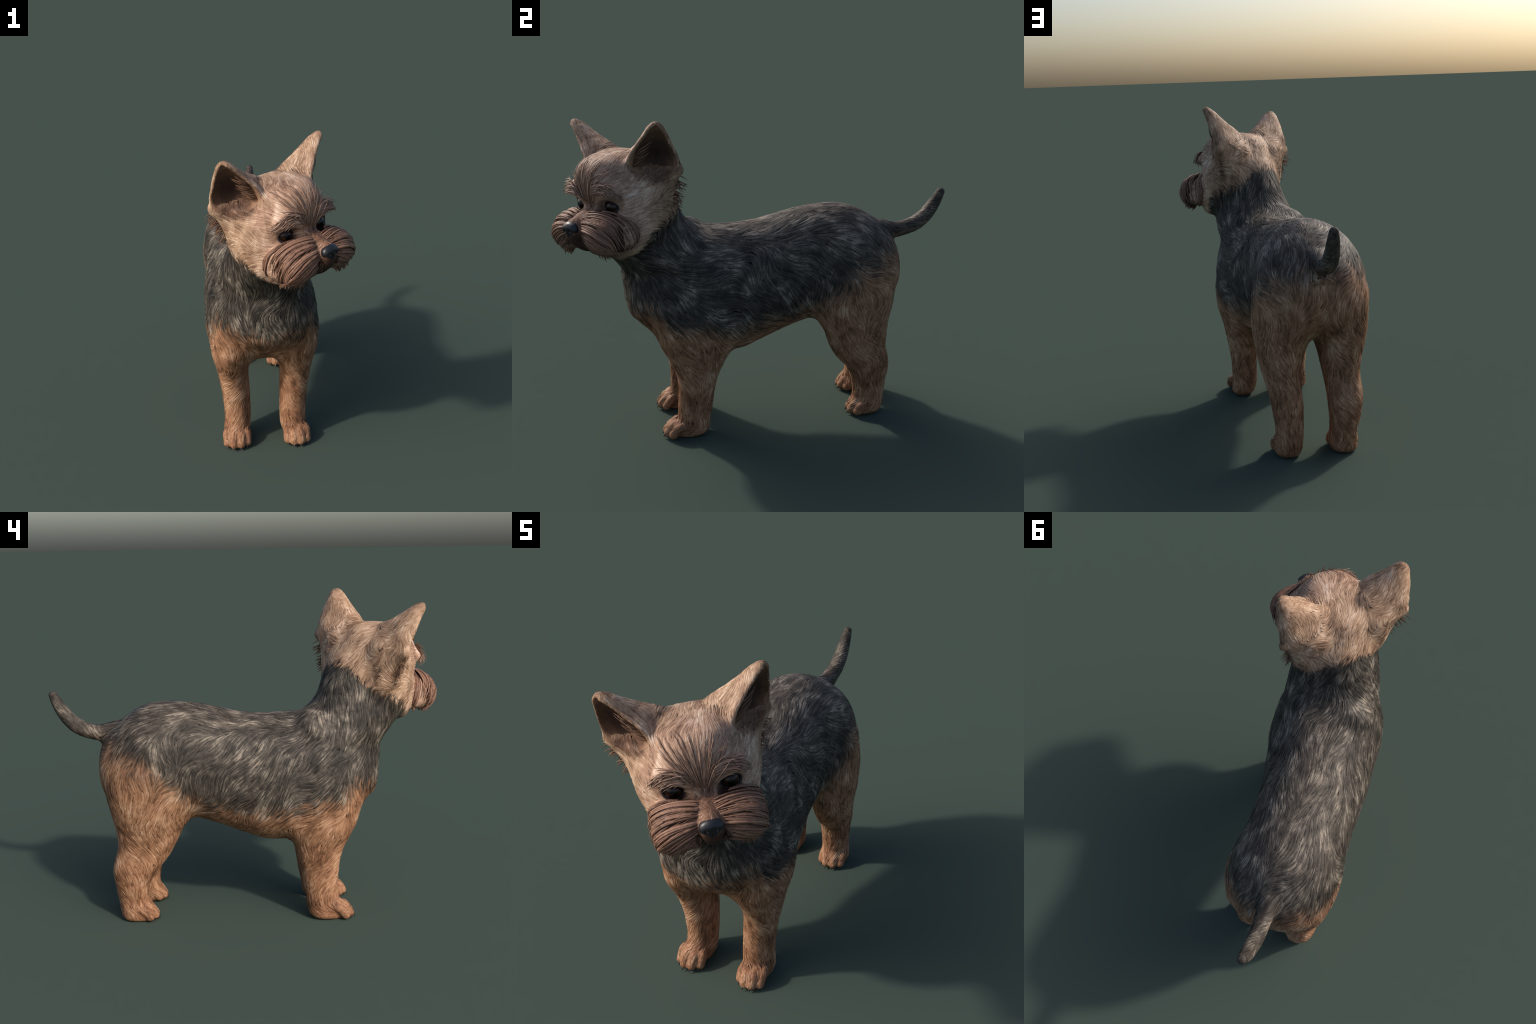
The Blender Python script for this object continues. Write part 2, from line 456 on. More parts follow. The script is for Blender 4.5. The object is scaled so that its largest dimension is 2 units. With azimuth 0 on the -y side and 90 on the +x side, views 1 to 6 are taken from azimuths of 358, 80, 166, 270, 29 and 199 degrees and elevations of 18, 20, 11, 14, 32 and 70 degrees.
# ------------------------------------------------------------------ node helpers
class Nodes:
    def __init__(self, name):
        self.mat = bpy.data.materials.new(name)
        self.mat.use_nodes = True
        self.t = self.mat.node_tree
        self.t.nodes.clear()
        self.out = self.t.nodes.new("ShaderNodeOutputMaterial")
        self.bsdf = self.t.nodes.new("ShaderNodeBsdfPrincipled")
        self.t.links.new(self.bsdf.outputs[0], self.out.inputs[0])
        self.pos = self.t.nodes.new("ShaderNodeTexCoord").outputs["Object"]

    def put(self, sock, v):
        if isinstance(v, bpy.types.NodeSocket):
            self.t.links.new(v, sock)
        elif v is not None:
            if isinstance(v, (tuple, list)) and len(v) == 3 and sock.type == "RGBA":
                v = (*v, 1)
            sock.default_value = v

    def math(self, op, a, b=None, c=None, clamp=False):
        n = self.t.nodes.new("ShaderNodeMath")
        n.operation, n.use_clamp = op, clamp
        for s, v in zip(n.inputs, (a, b, c)):
            self.put(s, v)
        return n.outputs[0]

    def add(self, a, b): return self.math("ADD", a, b)
    def mul(self, a, b): return self.math("MULTIPLY", a, b)
    def sub(self, a, b): return self.math("SUBTRACT", a, b)

    def vec(self, op, a, b=None, scale=None):
        n = self.t.nodes.new("ShaderNodeVectorMath")
        n.operation = op
        self.put(n.inputs[0], a)
        if b is not None:
            self.put(n.inputs[1], b)
        if scale is not None:
            self.put(n.inputs["Scale"], scale)
        return n.outputs["Value"] if op in ("DOT_PRODUCT", "LENGTH", "DISTANCE") else n.outputs[0]

    def noise(self, scale, detail=2, rough=0.5, vec=None, distortion=0.0, color=False):
        n = self.t.nodes.new("ShaderNodeTexNoise")
        n.inputs["Scale"].default_value = scale
        n.inputs["Detail"].default_value = detail
        n.inputs["Roughness"].default_value = rough
        n.inputs["Distortion"].default_value = distortion
        self.put(n.inputs["Vector"], vec if vec is not None else self.pos)
        return n.outputs["Color" if color else "Fac"]

    def ramp(self, fac, stops, interp="LINEAR"):
        n = self.t.nodes.new("ShaderNodeValToRGB")
        n.color_ramp.interpolation = interp
        els = n.color_ramp.elements
        while len(els) < len(stops):
            els.new(0.5)
        for e, (p, c) in zip(els, stops):
            e.position, e.color = p, (*c, 1) if len(c) == 3 else c
        self.put(n.inputs[0], fac)
        return n.outputs[0]

    def step(self, v, lo, hi):
        n = self.t.nodes.new("ShaderNodeMapRange")
        n.interpolation_type = "SMOOTHSTEP"
        self.put(n.inputs["Value"], v)
        self.put(n.inputs["From Min"], lo)
        self.put(n.inputs["From Max"], hi)
        return n.outputs["Result"]

    def curve(self, v, lo, hi, pts, vlo, vhi):
        """piecewise curve of v over lo..hi; pts are (position, value)"""
        x = self.math("DIVIDE", self.sub(v, lo), hi - lo, clamp=True)
        n = self.t.nodes.new("ShaderNodeFloatCurve")
        c = n.mapping.curves[0]
        P = [((p - lo) / (hi - lo), (w - vlo) / (vhi - vlo)) for p, w in pts]
        c.points[0].location, c.points[1].location = P[0], P[-1]
        for p in P[1:-1]:
            c.points.new(*p)
        n.mapping.update()
        self.put(n.inputs["Value"], x)
        return self.add(self.mul(n.outputs[0], vhi - vlo), vlo)

    def mix(self, f, a, b, kind="MIX"):
        n = self.t.nodes.new("ShaderNodeMix")
        n.data_type, n.blend_type = "RGBA", kind
        self.put(n.inputs["Factor"], f)
        self.put(n.inputs[6], a)
        self.put(n.inputs[7], b)
        return n.outputs[2]

    def xyz(self, v):
        n = self.t.nodes.new("ShaderNodeSeparateXYZ")
        self.put(n.inputs[0], v)
        return n.outputs

    def island(self):
        return self.t.nodes.new("ShaderNodeNewGeometry").outputs["Random Per Island"]

    def bump(self, height, strength, dist):
        n = self.t.nodes.new("ShaderNodeBump")
        n.inputs["Strength"].default_value, n.inputs["Distance"].default_value = strength, dist
        self.put(n.inputs["Height"], height)
        self.put(self.bsdf.inputs["Normal"], n.outputs[0])

    def finish(self, color, rough=0.7, spec=0.25, **kw):
        self.put(self.bsdf.inputs["Base Color"], color)
        self.put(self.bsdf.inputs["Roughness"], rough)
        self.put(self.bsdf.inputs["Specular IOR Level"], spec)
        for k, v in kw.items():
            self.put(self.bsdf.inputs[k.replace("_", " ")], v)
        return self.mat


GREY_EDGE = [(-.72, .635), (-.62, .645), (-.53, .665), (-.45, .635), (-.30, .61), (-.16, .565), (0, .585), (.12, .60),
             (.27, .63), (.36, .685), (.5, .755), (.64, .82), (.76, .85)]
HEAD_EDGE = [(-.42, .085), (-.37, .02), (-.34, -.045), (-.26, -.085), (-.17, -.125), (-.05, -.26), (.06, -.33)]


def head_dots(n):
    d = n.vec("SUBTRACT", n.pos, tuple(HEAD_O))
    return [n.vec("DOT_PRODUCT", d, tuple(a)) for a in (HX, HF, HU)]


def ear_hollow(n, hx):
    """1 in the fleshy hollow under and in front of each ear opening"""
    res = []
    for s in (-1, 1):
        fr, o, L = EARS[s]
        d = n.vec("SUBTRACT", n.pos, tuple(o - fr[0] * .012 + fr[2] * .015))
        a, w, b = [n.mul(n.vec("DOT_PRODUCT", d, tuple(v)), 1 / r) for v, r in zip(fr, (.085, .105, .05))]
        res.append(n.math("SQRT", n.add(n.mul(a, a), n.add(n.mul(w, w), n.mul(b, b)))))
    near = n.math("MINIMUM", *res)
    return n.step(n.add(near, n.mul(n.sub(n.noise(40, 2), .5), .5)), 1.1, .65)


def coat_colour(n, tone, ragged=None):
    """tan-and-grey coat; tone 0..1 picks between the dark and light hairs"""
    x, y, z = n.xyz(n.pos)[:3]
    hx, hf, hu = head_dots(n)
    wob = n.sub(n.noise(11, 3, .6), .5)
    edge = n.curve(y, -.72, .76, GREY_EDGE, .5, .95)
    if ragged is not None:
        wob = n.add(wob, ragged)
    chest = n.mul(n.step(y, -.45, -.60), n.mul(n.math("ABSOLUTE", n.add(x, .05)), .22))
    above = n.sub(n.add(z, n.mul(wob, .13)), n.add(edge, chest))
    saddle = n.step(above, -.06, n.mul(n.add(.75, n.step(y, .1, .5)), .085))
    hedge = n.curve(hf, -.42, .06, HEAD_EDGE, -.4, .2)
    headside = n.step(n.add(n.sub(hu, hedge), n.mul(wob, .085)), -.02, .02)
    headside = n.mul(headside, n.step(z, .97, 1.03))
    grey = n.math("MULTIPLY", saddle, n.sub(1, headside), clamp=True)
    # grey hairs: blacker on neck and flanks, paler and warmer along the back
    back = n.step(n.add(z, n.mul(wob, .25)), .88, 1.08)
    back = n.mul(back, n.step(y, -.42, -.1))
    g = n.ramp(tone, [(0, (.0150, .0122, .0102)), (.38, (.0415, .0347, .0282)), (.70, (.097, .0815, .0655)), (1, (.275, .230, .182))])
    g = n.mix(n.mul(back, .55), g, n.ramp(tone, [(0, (.036, .0288, .0228)), (.5, (.098, .079, .063)), (1, (.27, .222, .177))]))
    # leg and belly tan
    t = n.ramp(tone, [(0, (.125, .062, .034)), (.35, (.280, .138, .073)), (.7, (.405, .222, .128)), (1, (.55, .365, .245))])
    mottle = n.math("MULTIPLY", n.step(n.noise(17, 3, .65), .50, .66), n.step(z, .95, .6))
    t = n.mix(n.mul(mottle, .6), t, n.ramp(tone, [(0, (.075, .034, .017)), (.5, (.19, .090, .047)), (1, (.36, .20, .115))]))
    foot = n.add(n.step(z, .50, .08), n.mul(n.step(y, -.45, -.62), .8))
    foot = n.math("MULTIPLY", foot, n.add(.25, n.step(n.noise(13, 3, .6), .35, .6)), clamp=True)
    t = n.mix(n.mul(foot, .75), t, n.ramp(tone, [(0, (.095, .040, .019)), (.4, (.245, .112, .057)), (1, (.47, .27, .155))]))
    dull = n.math("MULTIPLY", n.step(z, .28, .62), n.step(n.noise(7, 3, .6), .3, .65))
    dull = n.mul(dull, n.step(y, -.72, -.2))
    t = n.mix(n.mul(dull, .18), t, n.ramp(tone, [(0, (.085, .050, .028)), (.5, (.21, .135, .080)), (1, (.40, .29, .18))]))
    # head: paler, with a rosy face and a darker back
    h = n.ramp(tone, [(0, (.19, .108, .072)), (.35, (.365, .220, .148)), (.7, (.515, .342, .243)), (1, (.70, .535, .42))])
    nape = n.step(n.add(hf, n.mul(wob, .08)), -.05, -.15)
    h = n.mix(nape, h, n.ramp(tone, [(0, (.150, .084, .050)), (.38, (.325, .198, .124)), (.72, (.47, .305, .200)), (1, (.66, .475, .345))]))
    ash = n.step(n.noise(9, 3, .55), .52, .70)
    h = n.mix(n.mul(ash, .12), h, n.ramp(tone, [(0, (.12, .085, .062)), (1, (.38, .28, .20))]))
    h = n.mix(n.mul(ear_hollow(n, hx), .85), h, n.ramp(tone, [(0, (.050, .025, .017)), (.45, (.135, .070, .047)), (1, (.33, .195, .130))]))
    h = n.mix(n.mul(n.step(hf, .045, .085), .9), h, n.ramp(tone, [(0, (.085, .042, .028)), (.45, (.215, .118, .078)), (1, (.42, .26, .18))]))
    ex = n.mul(n.sub(n.math("ABSOLUTE", hx), .104), 1 / .060)
    eu = n.mul(n.add(hu, .004), 1 / .042)
    patch = n.math("SQRT", n.add(n.mul(ex, ex), n.mul(eu, eu)))
    sx, su = n.mul(hx, 1 / .05), n.mul(n.add(hu, .006), 1 / .026)
    patch = n.math("MINIMUM", patch, n.math("SQRT", n.add(n.mul(sx, sx), n.mul(su, su))))
    patch = n.mul(n.step(n.add(patch, n.mul(wob, .7)), 1.15, .55), n.step(hf, -.06, -.02))
    h = n.mix(n.mul(patch, .75), h, n.ramp(tone, [(0, (.040, .019, .016)), (.5, (.125, .063, .045)), (1, (.30, .175, .12))]))
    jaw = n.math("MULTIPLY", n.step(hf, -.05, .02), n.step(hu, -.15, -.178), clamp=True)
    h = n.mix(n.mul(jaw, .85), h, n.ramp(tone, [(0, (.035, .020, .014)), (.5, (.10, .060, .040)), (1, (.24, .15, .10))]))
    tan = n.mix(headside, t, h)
    return n.mix(grey, tan, g), headside


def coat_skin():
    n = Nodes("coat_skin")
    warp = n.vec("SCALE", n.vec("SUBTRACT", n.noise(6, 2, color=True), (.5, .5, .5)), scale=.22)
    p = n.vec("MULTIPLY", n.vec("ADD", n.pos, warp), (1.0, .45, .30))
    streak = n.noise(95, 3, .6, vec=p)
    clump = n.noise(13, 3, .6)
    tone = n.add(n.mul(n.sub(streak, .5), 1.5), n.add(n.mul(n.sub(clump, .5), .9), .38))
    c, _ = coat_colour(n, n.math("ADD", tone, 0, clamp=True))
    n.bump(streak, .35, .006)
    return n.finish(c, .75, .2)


def coat_locks(name, spread, clumping, bias):
    """hair laid over the skin: each lock has its own tone, and tones gather in clumps"""
    n = Nodes(name)
    clump = n.noise(13, 3, .6, vec=n.vec("MULTIPLY", n.pos, (1.5, .75, .65)))
    fine = n.noise(120, 2, .5)
    r = n.island()
    tone = n.add(n.mul(n.sub(r, .5), spread), n.add(n.mul(n.sub(clump, .5), clumping), bias))
    tone = n.add(tone, n.mul(n.sub(fine, .5), .35))
    r2 = n.sub(n.math("FRACT", n.mul(r, 37.0)), .5)
    c, _ = coat_colour(n, n.math("ADD", tone, 0, clamp=True), n.mul(r2, .65))
    return n.finish(c, .6, .25)


def plain_hair(name, dark, mid, light, rough=.55, root=None):
    n = Nodes(name)
    r = n.t.nodes.new("ShaderNodeObjectInfo").outputs["Random"]
    tone = n.add(n.mul(n.sub(n.island(), .5), .5), n.add(n.mul(n.sub(r, .5), .6), n.add(.5, n.mul(n.sub(n.noise(60, 3, .6), .5), .8))))
    c = n.ramp(n.math("ADD", tone, 0, clamp=True), [(0, dark), (.5, mid), (1, light)])
    if root:
        c = root(n, c)
    return n.finish(c, rough, .3)


def simple(name, color, rough, spec=.5, **kw):
    n = Nodes(name)
    v = n.noise(45, 3, .6)
    c = n.mix(v, tuple(x * .65 for x in color), tuple(x * 1.35 for x in color))
    return n, n.finish(c, rough, spec, **kw)


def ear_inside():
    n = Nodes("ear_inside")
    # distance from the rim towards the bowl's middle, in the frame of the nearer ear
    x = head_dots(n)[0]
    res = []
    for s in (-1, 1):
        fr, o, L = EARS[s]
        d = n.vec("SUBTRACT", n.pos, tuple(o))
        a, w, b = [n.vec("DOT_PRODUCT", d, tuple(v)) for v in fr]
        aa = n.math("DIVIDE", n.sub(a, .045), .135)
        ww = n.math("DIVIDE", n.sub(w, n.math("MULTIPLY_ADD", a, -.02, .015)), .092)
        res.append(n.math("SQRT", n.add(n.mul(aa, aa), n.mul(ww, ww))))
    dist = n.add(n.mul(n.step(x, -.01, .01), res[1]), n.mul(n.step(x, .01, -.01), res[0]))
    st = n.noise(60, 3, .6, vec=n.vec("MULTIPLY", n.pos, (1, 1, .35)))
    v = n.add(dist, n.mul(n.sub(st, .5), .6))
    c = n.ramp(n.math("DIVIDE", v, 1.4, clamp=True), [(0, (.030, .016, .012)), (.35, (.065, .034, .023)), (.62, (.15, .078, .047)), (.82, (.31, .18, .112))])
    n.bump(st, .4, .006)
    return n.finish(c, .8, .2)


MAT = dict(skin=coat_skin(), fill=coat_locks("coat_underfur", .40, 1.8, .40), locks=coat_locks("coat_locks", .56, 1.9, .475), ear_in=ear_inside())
n = Nodes("muzzle_coat")
hx, hf, hu = head_dots(n)
bridge = n.noise(120, 3, .6, vec=n.vec("MULTIPLY", n.pos, (1, 1, .5)))
c = n.ramp(bridge, [(.25, (.075, .034, .020)), (.55, (.19, .095, .058)), (.8, (.30, .165, .105))])
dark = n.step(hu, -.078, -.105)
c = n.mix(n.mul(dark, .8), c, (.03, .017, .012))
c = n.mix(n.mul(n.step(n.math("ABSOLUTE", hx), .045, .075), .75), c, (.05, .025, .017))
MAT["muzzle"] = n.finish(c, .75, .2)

MAT["moustache"] = plain_hair("moustache_hair", (.095, .048, .032), (.25, .134, .089), (.385, .225, .153))
MAT["brow"] = plain_hair("brow_hair", (.15, .090, .065), (.32, .20, .145), (.50, .34, .25))
MAT["chin"] = plain_hair("chin_hair", (.022, .012, .009), (.070, .036, .024), (.16, .09, .06))
MAT["ear_hair"] = plain_hair("ear_hair", (.07, .036, .022), (.19, .10, .06), (.34, .20, .12))
_, MAT["nose"] = simple("nose_leather", (.012, .013, .017), .4, .5)
_, MAT["claw"] = simple("claw_horn", (.018, .014, .013), .4, .5)
_, MAT["lid"] = simple("eyelid_skin", (.022, .014, .016), .45, .4)
n = Nodes("eye")
res = []
hx, hf, hu = head_dots(n)
rr = n.math("SQRT", n.add(n.math("POWER", n.sub(n.math("ABSOLUTE", hx), .108), 2.0), n.math("POWER", hu, 2.0)))
c = n.ramp(n.math("DIVIDE", rr, .05, clamp=True), [(.28, (.003, .003, .003)), (.36, (.030, .010, .005)), (.62, (.018, .007, .004)), (.72, (.008, .005, .004))])
MAT["eye"] = n.finish(c, .22, .4)


# ------------------------------------------------------------------ objects
def new_object(name, me, parent=None, mat=None, kind=None):
    ob = bpy.data.objects.new(name, me)
    bpy.context.scene.collection.objects.link(ob)
    if parent:
        ob.parent = parent
    if mat:
        me.materials.append(mat)
    if kind:
        ob["kind"] = kind
    return ob


def mesh_from(name, v, f, smooth=True):
    me = bpy.data.meshes.new(name)
    v, f = np.asarray(v, float), np.asarray(f, int)
    me.vertices.add(len(v))
    me.vertices.foreach_set("co", v.ravel())
    w = f.shape[1]
    me.loops.add(len(f) * w)
    me.loops.foreach_set("vertex_index", f.ravel())
    me.polygons.add(len(f))
    me.polygons.foreach_set("loop_start", np.arange(len(f)) * w)
    me.update(calc_edges=True)
    if smooth:
        me.polygons.foreach_set("use_smooth", np.ones(len(f), bool))
    me.validate()
    return me


dog = bpy.data.objects.new("terrier_dog", None)
bpy.context.scene.collection.objects.link(dog)
dog["label"] = "small grey and tan terrier standing, head turned sideways"
dog["category"] = "dog"

REGIONS = ["torso", "neck", "head", "ear", "ear", "foreleg", "foreleg", "hindleg", "hindleg", "paw", "paw", "paw", "paw", "tail", "muzzle"]

# whole-body vertex normals
acc = np.zeros_like(verts)
for c in range(4):
    np.add.at(acc, quads[:, c], np.cross(verts[quads[:, 2]] - verts[quads[:, 0]], verts[quads[:, 3]] - verts[quads[:, 1]]))
normals = unit(acc)

inner = np.zeros(len(quads), bool)
for i, s in enumerate((-1, 1)):
    fr, o, L = EARS[s]
    e = (cen - o) @ fr.T
    en = fn @ fr.T
    cutd = ear_cuts[i](cen)
    inner |= (np.abs(cutd) < .009) & (e[:, 0] > -.085) & (e[:, 2] < .02) & ((reg == 3 + i) | (reg == 2))


def piece(name, faces, parent, mat):
    used, inv = np.unique(faces.ravel(), return_inverse=True)
    me = mesh_from(name, verts[used], inv.reshape(faces.shape))
    ob = new_object(name, me, parent, mat)
    me.normals_split_custom_set_from_vertices([Vector(x) for x in normals[used]])
    return ob


OB = {}
for r, name in enumerate(REGIONS):
    sel = (reg == r) & ~inner
    if sel.any():
        OB[r] = piece(name, quads[sel], dog, MAT["muzzle"] if r == 14 else MAT["skin"])
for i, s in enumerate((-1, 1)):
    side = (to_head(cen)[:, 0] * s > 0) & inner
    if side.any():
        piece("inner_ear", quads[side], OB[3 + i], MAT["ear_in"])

# ------------------------------------------------------------------ locks of fur
def flow(p, nrm):
    """lie of the coat: back and down the body, down the legs, away from the nose on the head, out along ears and tail"""
    q = to_head(p)
    r = region_of(p)
    d = np.zeros_like(p)
    d[:] = (0, .75, 0)
    d[:, 2] = -1.1 * (1 - np.clip(nrm[:, 2], 0, 1))
    leg = (r >= 5) & (r <= 12)
    d[leg] = (0, .15, -1)
    d[(r >= 9) & (r <= 12)] = (0, -.5, -.85)
    fore = (r == 1)
    d[fore] = (0, .35, -1)
    chest = (r == 0) & (p[:, 1] < -.5)
    d[chest] = (0, .2, -1)
    hd = (r == 2) | (r == 14)
    away = unit(q - V(0, .10, -.03))
    away[:, 2] -= .25 * (q[:, 2] < 0)
    away[:, 1] -= .5
    d[hd] = (away @ HEAD)[hd]
    for i, s in enumerate((-1, 1)):
        fr, o, L = EARS[s]
        e = (p - o) @ fr.T
        tipward = -.25 * e
        tipward[:, 0] = .06
        d[r == 3 + i] = (tipward @ fr)[r == 3 + i]
    tl = r == 13
    d[tl] = unit(V(-.054, .979, 1.155) - p)[tl] + V(0, .5, -.3)
    ang = 0.85 * noise(p, 5.5, 3) + 0.8 * noise(p, 10.5, 5)
    d = unit(d - (d * nrm).sum(1)[:, None] * nrm)
    b = np.cross(nrm, d)
    return d * np.cos(ang)[:, None] + b * np.sin(ang)[:, None]


SKIN = BVHTree.FromPolygons(verts.tolist(), quads.tolist())


def snap(p):
    """nearest skin points and their smooth normals"""
    q, fs = np.empty_like(p), np.empty(len(p), int)
    for i, x in enumerate(p.tolist()):
        loc, _, f, _ = SKIN.find_nearest(x)
        q[i] = loc
        fs[i] = f
    snap.faces = fs
    return q, unit(normals[quads[fs]].sum(1))


def comb(count, dens, seg, length_range):
    """roots scattered over the skin and paths combed along the lie of the coat"""
    prob = tri_area * dens
    pick = RNG.choice(len(quads), count, p=prob / prob.sum())
    w = RNG.dirichlet((1, 1, 1, 1), count)
    p, nr = snap((verts[quads[pick]] * w[..., None]).sum(1))
    kind = reg[pick]
    length = RNG.uniform(*length_range, count) * LENGTH[kind]
    pts, ups, bad = [p], [nr], np.zeros(count, bool)
    for _ in range(seg - 1):
        p, nr = snap(p + flow(p, nr) * (length / (seg - 1))[:, None])
        bad |= inner[snap.faces]
        pts.append(p)
        ups.append(nr)
    path, ups = np.stack(pts, 1), np.stack(ups, 1)
    return kind, path, ups, ~bad


def ribbons(path, ups, width, lift, ridges, height):
    """tapered locks: a pleated strip of `ridges` strands that spread and end raggedly"""
    N, S, _ = path.shape
    C = 2 * ridges + 1
    side = unit(np.cross(ups, unit(np.gradient(path, axis=1))))
    t = np.linspace(0, 1, S)
    spread = np.sin(np.pi * np.clip(t * .90 + .07, 0, 1)) ** .75
    out = np.empty((N, S, C, 3))
    for c in range(C):
        crest = c % 2
        reach = RNG.uniform(.86, 1.0, N) if crest else RNG.uniform(.66, .82, N)
        if c in (0, C - 1):
            reach = reach * .95
        x = np.clip(t[None] * reach[:, None] * (S - 1), 0, S - 1.001)
        i = x.astype(int)
        f = (x - i)[..., None]
        rows = np.arange(N)[:, None]
        get = lambda A: A[rows, i] * (1 - f) + A[rows, i + 1] * f
        off = (c / (C - 1) * 2 - 1) * width[:, None] * spread[None]
        arch = lift[:, None] * np.sin(np.pi * np.clip(t * .85 + .05, 0, 1))[None] - .0006
        h = arch * (1 - .75 * (c / (C - 1) * 2 - 1) ** 2) + (height * width / ridges * crest)[:, None] * spread[None]
        out[:, :, c] = get(path) + get(side) * off[..., None] + get(ups) * h[..., None]
    base = (np.arange(N) * S * C)[:, None, None] + (np.arange(S - 1) * C)[None, :, None] + np.arange(C - 1)[None, None]
    f = np.stack([base + 1, base, base + C, base + C + 1], -1).reshape(-1, 4)
    return out.reshape(-1, 3), f


tri_area = 0.5 * np.linalg.norm(np.cross(verts[quads[:, 2]] - verts[quads[:, 0]], verts[quads[:, 3]] - verts[quads[:, 1]]), axis=1)
LENGTH = np.array([1, .95, .75, .5, .5, .8, .8, .8, .8, .35, .35, .35, .35, .5, .32])
WIDTH = np.array([1, 1, .8, .65, .65, .9, .9, .9, .9, .5, .5, .5, .5, .6, .4])
density = np.array([1, 1, 1.5, 1.7, 1.7, 1.1, 1.1, 1.1, 1.1, 1.8, 1.8, 1.8, 1.8, 1.5, 0])[reg]
bridge_zone = (reg == 14) & (np.abs(to_head(cen)[:, 0]) < .045) & (to_head(cen)[:, 2] > -.07) & (to_head(cen)[:, 1] < .165)
density[bridge_zone] = 2.5
density[inner] = 0
density[cen[:, 2] < .03] = 0
density[np.linalg.norm(cen - V(-.069, .765, .915), axis=1) < .04] = 0
hq = to_head(cen)
for s in (-1, 1):
    e = (cen - EARS[s][1]) @ EARS[s][0].T
    density[(e[:, 0] > -.10) & (e[:, 0] < .03) & (np.abs(e[:, 1]) < .10) & (e[:, 2] > -.035) & (e[:, 2] < .05) & (hq[:, 0] * s > 0)] *= .6
    density[np.sum(((hq - V(s * .106, .01, 0)) / V(.060, .09, .046)) ** 2, 1) < 1] = 0

FUR = {r: [] for r in OB}
for count, seg, span, wide, raise_, ridges, height, mat in (
        (36000, 6, (.045, .085), (.003, .0065), (.0003, .0011), 1, .12, "fill"),
        (38000, 8, (.065, .150), (.0022, .0062), (.0010, .0030), 1, .30, "locks")):
    kind, path, ups, free = comb(count, density, seg, span)
    width = RNG.uniform(*wide, count) * WIDTH[kind]
    lift = RNG.uniform(*raise_, count) * WIDTH[kind]
    ok = (path[:, :, 2].min(1) > .004) & free
    for r, name in enumerate(REGIONS):
        m = (kind == r) & ok
        if r in OB and m.sum() > 5:
            v, f = ribbons(path[m], ups[m], width[m], lift[m], ridges, height)
            new_object("fur" if mat == "fill" else "fur_locks", mesh_from("fur", v, f), OB[r], MAT[mat], "stuff")

# ------------------------------------------------------------------ long hair of the face
def blade(name, pts, w, up, parent, mat, ridge=.7, taper=1.0, kind=None):
    """one lock: a lens-shaped ribbon with thickness, along pts (world)"""
    pts = np.array(pts, float)
    S = len(pts)
    t = np.linspace(0, 1, S)
    prof = w * np.clip(np.minimum(1, .45 + 2.2 * t) * (1 - t ** 3.0) ** (.8 * taper), .04, 1)
    tan = unit(np.gradient(pts, axis=0))
    up = np.asarray(up, float)
    side = unit(np.cross(up, tan))
    upn = unit(np.cross(tan, side))
    ring = np.stack([pts - side * prof[:, None], pts + upn * (prof * ridge)[:, None], pts + side * prof[:, None], pts - upn * (prof * ridge * .5)[:, None]], 1)
    v = ring.reshape(-1, 3)
    f = []
    for i in range(S - 1):
        for j in range(4):
            a, b = i * 4 + j, i * 4 + (j + 1) % 4
            f.append((b, a, a + 4, b + 4))
    f += [(0, 1, 2, 3), (S * 4 - 1, S * 4 - 2, S * 4 - 3, S * 4 - 4)]
    return v, np.array(f)


def add_blades(name, items, parent, mat):
    for v, f in items:
        new_object(name, mesh_from(name, v, f), parent, mat)


def lobe_walk(s, q, d0, total, off, S=13, curl=1.6):
    """many locks at once, laid over one moustache lobe, ends hanging free; all in head coordinates"""
    part = [LOBES[s]]
    p = project(part, from_head(q), 6)
    pts, nr = [], []
    g = unit(gradient(part, p, .004))
    for k in range(S):
        t = k / (S - 1)
        free = (to_head(p)[:, 2] < -.182) & (t > .35)
        g = np.where(free[:, None], g, unit(gradient(part, p, .004)))
        pts.append(p + g * off[:, None])
        nr.append(g)
        d = d0.copy()
        d[:, 2] -= curl * t ** 1.9
        d[:, 1] -= .25 * t
        d[free] = V(s * .05, 0, -1) + .3 * d0[free]
        d = d @ HEAD
        d = np.where(free[:, None], unit(d), unit(d - (d * g).sum(1)[:, None] * g))
        p = p + d * (total / (S - 1))[:, None] * np.where(free, .26, 1)[:, None]
        p = np.where(free[:, None], p, project(part, p, 1))
    return np.stack(pts, 1), np.stack(nr, 1)


